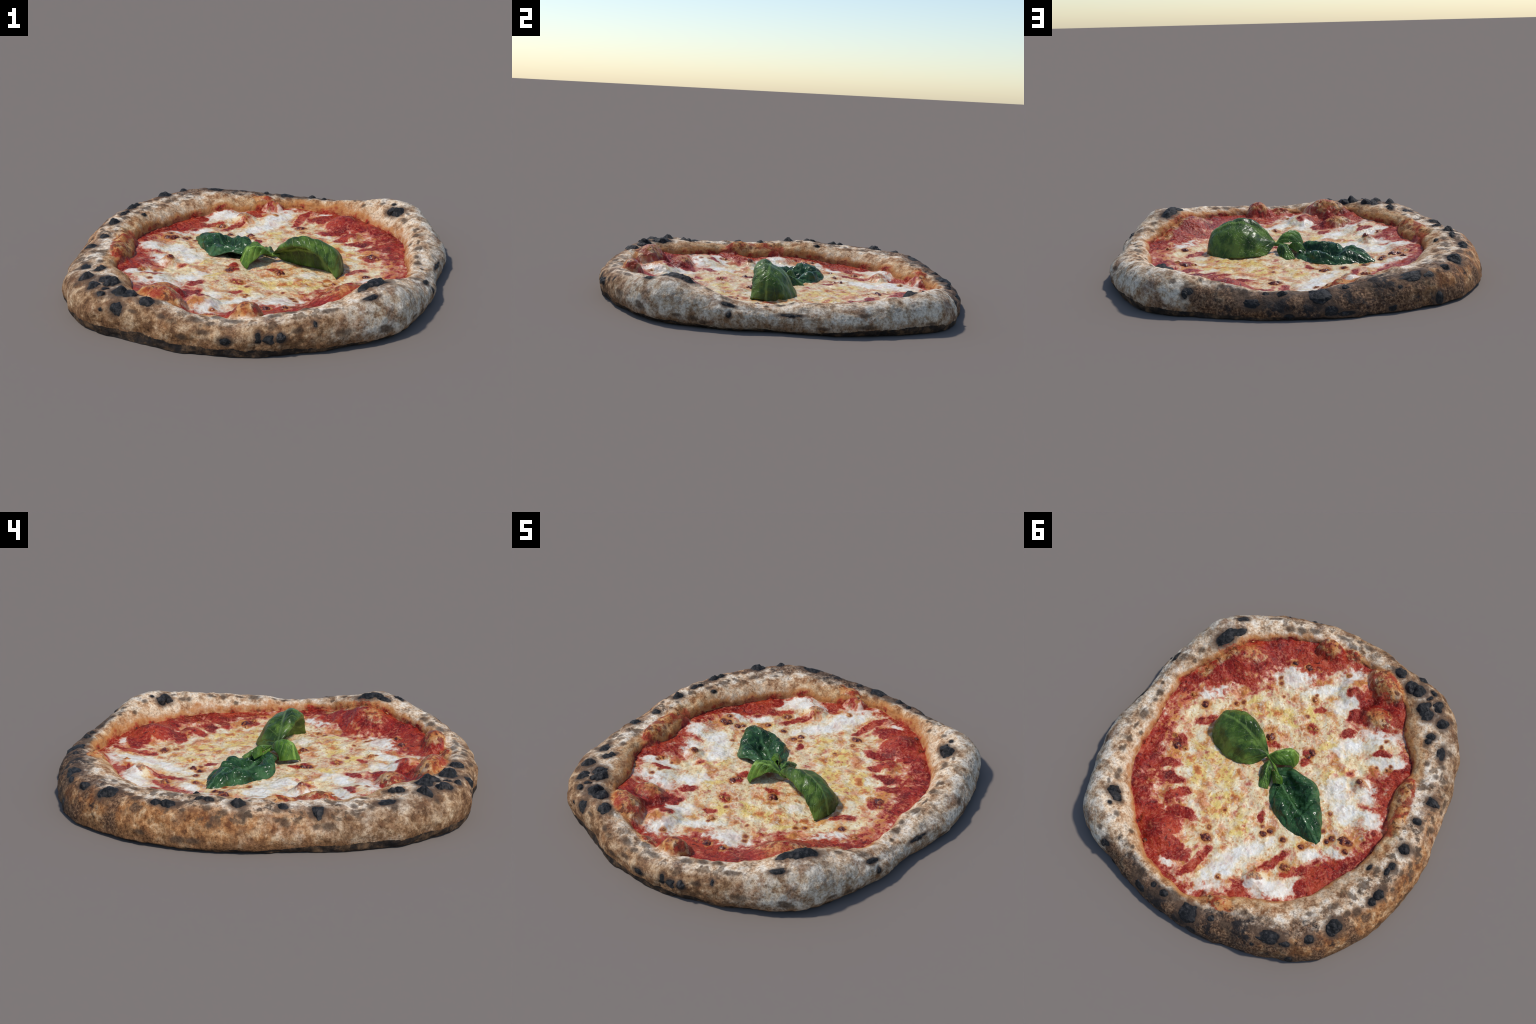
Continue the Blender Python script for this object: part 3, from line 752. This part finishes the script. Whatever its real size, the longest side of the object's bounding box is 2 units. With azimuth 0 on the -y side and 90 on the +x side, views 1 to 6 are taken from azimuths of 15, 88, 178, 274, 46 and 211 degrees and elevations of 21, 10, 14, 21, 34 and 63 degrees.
ring_t = kind[: nf + len(t_even)]
def skin_at(deg, t):
    """Point, normal, tangent round the rim, tangent across the rim."""
    j = int(round(deg / 360 * N_ROUND)) % N_ROUND
    i = int(np.argmin(np.abs(ring_t - t)))
    i = min(max(i, 1), len(ring_t) - 2)
    p = P[i, j]
    nn = NRM[i * N_ROUND + j]
    e1 = P[i, (j + 6) % N_ROUND] - P[i, j - 6]
    e1 = e1 / np.linalg.norm(e1)
    e2 = np.cross(nn, e1)
    return p, nn, e1, e2 / np.linalg.norm(e2)

def char_height(t, a_, b_, lift):
    return lift * min(a_, b_)

def euler(e1, e2, e3):
    return Matrix((e1, e2, e3)).transposed().to_euler("XYZ")

char_spots, stain_spots = [], []
for deg, t, a_, b_, lift in CHAR_BLISTERS:
    p, nn, e1, e2 = skin_at(deg, t)
    char_spots.append((p, (a_, b_, 1.3 * max(a_, b_)), euler(e1, e2, nn)))
for deg, t, a_, b_ in TOASTED_STAINS:
    p, nn, e1, e2 = skin_at(deg, t)
    stain_spots.append((p, (a_, b_, 1.3 * max(a_, b_)), euler(e1, e2, nn)))

top_mat = topping_material()
crust_mat = crust_material(char_spots, stain_spots)
char_mat, under_mat, brown_mat = char_material(), base_material(), browned_material("browned_cheese", (0.050, 0.009, 0.009), (0.13, 0.022, 0.013), (0.36, 0.10, 0.03))
amber_mat = browned_material("amber_cheese", (0.20, 0.035, 0.014), (0.40, 0.115, 0.025), (0.60, 0.28, 0.06))

no = np.zeros(N_ROUND, bool)
yes = np.ones(N_ROUND, bool)
is_dome = dome_id >= 0
crust = part("crust", V, NRM, polys, [~is_floor & ~is_base & ~is_dome, no, no], pizza, crust_mat)
base = part("base_crust", V, NRM, polys, [is_base, no, yes], pizza, under_mat)
sauce = part("tomato_sauce", V, NRM, polys, [is_floor & ~is_cheese & ~is_dome, no, no], pizza, top_mat)
mozzarella = part("mozzarella", V, NRM, polys, [is_floor & is_cheese & ~is_dome, yes, no], pizza, top_mat)
for i in range(len(DOUGH_DOMES)):
    sel = dome_id == i
    # a dome may straddle the foot of the wall: each side keeps the colours of its neighbour
    for where, mat in ((sel & is_floor, top_mat), (sel & ~is_floor, crust_mat)):
        if where.sum() > 40:
            part("dough_bubble", V, NRM, polys, [where, no, no], crust, mat)

def dome_mesh(name, p, nn, e1, e2, a_, b_, h, seed, material, sink=0.012, rough=0.22, power=0.62, ragged=0.2):
    """A lumpy blister whose skirt sinks under the skin it sits on."""
    n_r, n_a = 22, 60
    rho = np.linspace(0, 1.12, n_r)[1:]
    phi = np.arange(n_a) / n_a * TAU
    RR, PH = np.meshgrid(rho, phi, indexing="ij")
    wob = 1 + ragged * fbm(np.stack([np.cos(PH).ravel(), np.sin(PH).ravel(), np.full(PH.size, seed * 1.7)], -1), 1.2, 3, seed).reshape(PH.shape)
    zz = np.where(RR < 1, h * np.clip(1 - RR ** 2, 0, 1) ** power, -(RR - 1) / 0.12 * sink)
    loc = p + (a_ * RR * wob * np.cos(PH))[..., None] * e1 + (b_ * RR * wob * np.sin(PH))[..., None] * e2 + zz[..., None] * nn
    verts = np.concatenate([loc.reshape(-1, 3), [p + nn * h]])
    lumps = fbm(verts, 0.75 / max(min(a_, b_), 0.008), 4, seed + 3, 0.6) * rough * h
    verts = verts + nn * (lumps * np.append(np.clip(1.15 - RR, 0, 1).ravel() ** 0.5, 1))[:, None]
    verts[:, 2] = np.maximum(verts[:, 2], 0.002)
    i, j = np.meshgrid(np.arange(n_r - 2), np.arange(n_a), indexing="ij")
    k = (j + 1) % n_a
    q = np.stack([i * n_a + j, (i + 1) * n_a + j, (i + 1) * n_a + k, i * n_a + k], -1).reshape(-1, 4)
    top = len(verts) - 1
    f = np.stack([np.full(n_a, top), np.arange(n_a), (np.arange(n_a) + 1) % n_a], -1)
    return mesh_from(name, verts, [q, f], None, material)

for i, (deg, t, a_, b_, lift) in enumerate(CHAR_BLISTERS):
    p, nn, e1, e2 = skin_at(deg, t)
    me = dome_mesh("char_blister", p - nn * 0.002, nn, e1, e2, 1.15 * a_, 1.15 * b_, char_height(t, a_, b_, lift) + 0.002, i, char_mat, sink=0.010 + 0.1 * max(a_, b_), rough=0.36, power=1.15, ragged=0.3)
    add_object("char_blister", me, crust)

def height_on_top(x, y):
    th = math.atan2(y, x) % TAU
    j = int(round(th / TAU * N_ROUND)) % N_ROUND
    r = np.linalg.norm(P[:nf + 60, j, :2], axis=1)
    i = int(np.argmin(np.abs(r - math.hypot(x, y))))
    return P[i, j], NRM[i * N_ROUND + j]

for i, (x, y, r) in enumerate(BROWNED_BLISTERS):
    if r < 0.0145:
        continue    # the small ones are only stains in the cheese
    p, nn = height_on_top(x, y)
    e1 = np.cross(nn, [0, 1, 0]); e1 /= np.linalg.norm(e1)
    e2 = np.cross(nn, e1)
    mat = brown_mat if r > 0.0175 else amber_mat
    me = dome_mesh("browned_blister", p - nn * 0.003, nn, e1, e2, r * 1.05, r * random.uniform(0.7, 0.95), r * 0.42 + 0.003, i + 100, mat, sink=0.006, rough=0.3, power=0.9, ragged=0.3)
    add_object("browned_blister", me, mozzarella)

# ---------------------------------------------------------------- basil
def cubic(P, s):
    """Catmull-Rom through rows of control points, s in 0..1."""
    P = np.asarray(P, float)
    n = len(P) - 1
    x = np.clip(np.asarray(s) * n, 0, n - 1e-9)
    i = np.floor(x).astype(int)
    f = (x - i)[(...,) + (None,) * (P.ndim - 1)]
    g = lambda k: P[np.clip(i + k, 0, n)]
    p0, p1, p2, p3 = g(-1), g(0), g(1), g(2)
    p0 = np.where((i == 0)[(...,) + (None,) * (P.ndim - 1)], 2 * p1 - p2, p0)
    p3 = np.where((i == n - 1)[(...,) + (None,) * (P.ndim - 1)], 2 * p2 - p1, p3)
    return p1 + 0.5 * f * (p2 - p0 + f * (2 * p0 - 5 * p1 + 4 * p2 - p3 + f * (3 * (p1 - p2) + p3 - p0)))

def leaf_mesh(name, rows, material, thick=0.0035, veins=7, puff=0.005, crumple=0.003, fold=0.004, centre=0.5, seed=0, nu=90, nv=70):
    u, v = np.linspace(0, 1, nu), np.linspace(0, 1, nv)
    A = cubic(rows, u)
    S = np.stack([cubic(A[i], v) for i in range(nu)])
    du, dv = np.gradient(S, axis=0), np.gradient(S, axis=1)
    n = np.cross(du, dv)
    n /= np.maximum(np.linalg.norm(n, axis=-1, keepdims=True), 1e-9)
    if n[..., 2].mean() < 0:
        n = -n
    U, W = np.meshgrid(u, v, indexing="ij")
    side = np.abs(W - centre) / max(centre, 1 - centre)
    phase = U * veins - side * 1.6
    rib = np.abs(np.sin(math.pi * phase)) ** 0.6
    fade = np.sin(math.pi * np.clip(U, 0.02, 0.98)) ** 0.5 * np.clip((1 - side) * 4, 0, 1)
    relief = puff * (rib - 0.5) * fade * np.clip(side * 5, 0, 1) - 0.5 * puff * np.exp(-(side / 0.06) ** 2) * fade
    relief = relief + crumple * fbm(S.reshape(-1, 3), 26, 3, seed).reshape(relief.shape) * fade
    relief = relief + fold * fbm(S.reshape(-1, 3), 11, 2, seed + 5).reshape(relief.shape) * fade * np.clip((1 - side) * 2.5, 0, 1)
    top = S + n * relief[..., None]
    low = top - n * thick
    verts = np.concatenate([top.reshape(-1, 3), low.reshape(-1, 3)])
    i, j = np.meshgrid(np.arange(nu - 1), np.arange(nv - 1), indexing="ij")
    q = np.stack([i * nv + j, (i + 1) * nv + j, (i + 1) * nv + j + 1, i * nv + j + 1], -1).reshape(-1, 4)
    off = nu * nv
    edge = np.concatenate([np.arange(nv), np.arange(1, nu) * nv + nv - 1, (nu - 1) * nv + np.arange(nv - 2, -1, -1), np.arange(nu - 2, 0, -1) * nv])
    e2 = np.roll(edge, -1)
    rimq = np.stack([edge, e2, e2 + off, edge + off], -1)
    me = mesh_from(name, verts, [q, q[:, ::-1] + off, rimq], None, material)
    return me

# each row runs across the leaf: tucked-under edge, under side, raised lip, ridge, midrib, side, foot
BIG_ARCHED_LEAF = [
    [(.100, -.036, .098), (.099, -.040, .102), (.098, -.045, .108), (.098, -.042, .110), (.098, -.039, .110), (.098, -.035, .108), (.098, -.030, .104)],
    [(.150, -.012, .060), (.150, -.030, .110), (.150, -.090, .153), (.152, -.070, .172), (.160, -.035, .142), (.160, .000, .122), (.150, .035, .060)],
    [(.215, -.030, .054), (.218, -.050, .140), (.225, -.132, .188), (.215, -.097, .222), (.225, -.045, .190), (.215, .022, .140), (.205, .062, .056)],
    [(.295, -.048, .052), (.297, -.066, .150), (.300, -.150, .189), (.290, -.107, .230), (.300, -.050, .208), (.300, .020, .154), (.285, .076, .056)],
    [(.368, -.070, .050), (.370, -.085, .120), (.375, -.160, .148), (.378, -.112, .200), (.388, -.055, .184), (.386, .004, .136), (.370, .058, .055)],
    [(.415, -.105, .048), (.412, -.120, .075), (.410, -.162, .106), (.435, -.117, .148), (.448, -.060, .138), (.448, -.016, .100), (.430, .022, .052)],
    [(.446, -.160, .046), (.446, -.166, .050), (.446, -.172, .056), (.460, -.140, .058), (.467, -.090, .052), (.467, -.050, .050), (.455, -.020, .048)],
]
BIG_FLAT_LEAF = [
    [(.020, .000, .096), (.000, .020, .090), (-.010, .035, .084), (-.010, .050, .076), (-.005, .075, .062)],
    [(-.045, -.045, .090), (-.050, -.010, .102), (-.060, .045, .064), (-.030, .090, .080), (-.012, .125, .052)],
    [(-.127, -.040, .096), (-.130, -.005, .112), (-.105, .070, .058), (-.065, .130, .086), (-.040, .170, .051)],
    [(-.200, -.045, .072), (-.190, .005, .106), (-.160, .100, .056), (-.110, .170, .088), (-.100, .215, .050)],
    [(-.250, -.012, .058), (-.240, .045, .094), (-.210, .130, .064), (-.170, .205, .088), (-.175, .250, .049)],
    [(-.315, .068, .053), (-.290, .100, .098), (-.265, .160, .096), (-.245, .215, .088), (-.250, .270, .048)],
    [(-.362, .138, .052), (-.345, .160, .090), (-.325, .190, .096), (-.305, .225, .082), (-.320, .268, .048)],
    [(-.398, .205, .050), (-.398, .225, .056), (-.396, .237, .057), (-.392, .250, .055), (-.385, .260, .047)],
]
SMALL_CURLED_LEAF = [
    [(.095, -.048, .105), (.094, -.044, .107), (.092, -.040, .108), (.090, -.036, .107), (.088, -.032, .105)],
    [(.060, -.088, .118), (.055, -.072, .145), (.045, -.050, .146), (.035, -.030, .136), (.030, -.012, .112)],
    [(.032, -.128, .100), (.020, -.105, .152), (.005, -.075, .158), (-.005, -.050, .146), (-.010, -.028, .112)],
    [(.006, -.152, .082), (-.010, -.125, .138), (-.025, -.100, .149), (-.035, -.073, .132), (-.037, -.048, .102)],
    [(-.006, -.160, .058), (-.030, -.153, .074), (-.050, -.124, .082), (-.060, -.092, .080), (-.052, -.056, .074)],
]
SMALL_LIMP_LEAF = [
    [(.078, -.014, .104), (.076, -.012, .106), (.073, -.010, .107), (.070, -.008, .106), (.066, -.006, .104)],
    [(.094, .020, .084), (.080, .020, .106), (.060, .020, .113), (.040, .020, .106), (.028, .028, .088)],
    [(.088, .060, .066), (.072, .055, .098), (.050, .055, .103), (.030, .060, .090), (.012, .070, .066)],
    [(.074, .097, .054), (.060, .092, .075), (.040, .095, .077), (.020, .100, .066), (.006, .106, .055)],
    [(.056, .134, .050), (.045, .130, .054), (.030, .127, .055), (.014, .122, .054), (.000, .116, .050)],
]
BUD_LEAF = [
    [(.030, .018, .094), (.026, .024, .108), (.016, .030, .113), (.004, .030, .108), (-.004, .026, .094)],
    [(.020, .040, .092), (.010, .042, .118), (-.008, .046, .126), (-.026, .040, .118), (-.034, .030, .092)],
    [(.006, .066, .086), (-.004, .064, .112), (-.022, .066, .120), (-.040, .058, .112), (-.050, .046, .088)],
    [(-.014, .084, .078), (-.022, .082, .092), (-.034, .082, .096), (-.046, .074, .092), (-.056, .064, .078)],
]
arched = basil_material("basil", (0.020, 0.048, 0.006), (0.055, 0.115, 0.012), (0.15, 0.25, 0.035), (.10, -.04), (.46, -.09), 9, 0.32)
wilted = basil_material("wilted_basil", (0.006, 0.026, 0.006), (0.018, 0.066, 0.016), (0.060, 0.155, 0.050), (0, .03), (-.40, .25), 8, 0.24)
bright = basil_material("fresh_basil", (0.045, 0.115, 0.010), (0.10, 0.21, 0.018), (0.22, 0.36, 0.05), (.095, -.04), (-.04, -.13), 6)
limp = basil_material("limp_basil", (0.018, 0.050, 0.007), (0.045, 0.11, 0.014), (0.13, 0.24, 0.035), (.07, -.01), (.03, .13), 5, 0.28)
def tube(name, points, radii, material, n_a=14, n_s=40):
    s = np.linspace(0, 1, n_s)
    C = cubic(points, s)
    rad = cubic(np.asarray(radii)[:, None], s)[:, 0]
    T = np.gradient(C, axis=0)
    T /= np.linalg.norm(T, axis=1, keepdims=True)
    A = np.cross(T, [0, 0, 1.0]); A /= np.linalg.norm(A, axis=1, keepdims=True)
    B = np.cross(A, T)
    ph = np.arange(n_a) / n_a * TAU
    V = (C[:, None] + rad[:, None, None] * (np.cos(ph)[None, :, None] * A[:, None] + np.sin(ph)[None, :, None] * B[:, None])).reshape(-1, 3)
    i, j = np.meshgrid(np.arange(n_s - 1), np.arange(n_a), indexing="ij")
    k = (j + 1) % n_a
    q = np.stack([i * n_a + j, (i + 1) * n_a + j, (i + 1) * n_a + k, i * n_a + k], -1).reshape(-1, 4)
    V = np.concatenate([V, C[:1], C[-1:]])
    c0, c1 = len(V) - 2, len(V) - 1
    r_ = np.arange(n_a); r2 = (r_ + 1) % n_a
    f = np.concatenate([np.stack([np.full(n_a, c0), r_, r2], -1), np.stack([np.full(n_a, c1), (n_s - 1) * n_a + r2, (n_s - 1) * n_a + r_], -1)])
    return mesh_from(name, V, [q, f], None, material)

sprig = add_object("basil_sprig", tube("basil_sprig", [(.135, -.040, .100), (.098, -.036, .098), (.065, -.022, .098), (.030, .002, .094), (-.010, .030, .086)], [.008, .010, .010, .009, .007], bright), pizza)

for rows, mat, kw in (
    (BIG_ARCHED_LEAF, arched, dict(veins=6, puff=0.006, centre=0.66, seed=31, nv=96)),
    (BIG_FLAT_LEAF, wilted, dict(veins=4, puff=0.008, crumple=0.010, fold=0.017, seed=32)),
    (SMALL_CURLED_LEAF, bright, dict(veins=4, puff=0.005, seed=33, nu=60, nv=50)),
    (SMALL_LIMP_LEAF, limp, dict(veins=4, puff=0.007, crumple=0.006, fold=0.010, seed=34, nu=60, nv=50)),
    (BUD_LEAF, bright, dict(veins=4, puff=0.003, seed=35, nu=40, nv=40)),
):
    add_object("basil_leaf", leaf_mesh("basil_leaf", rows, mat, **kw), sprig)
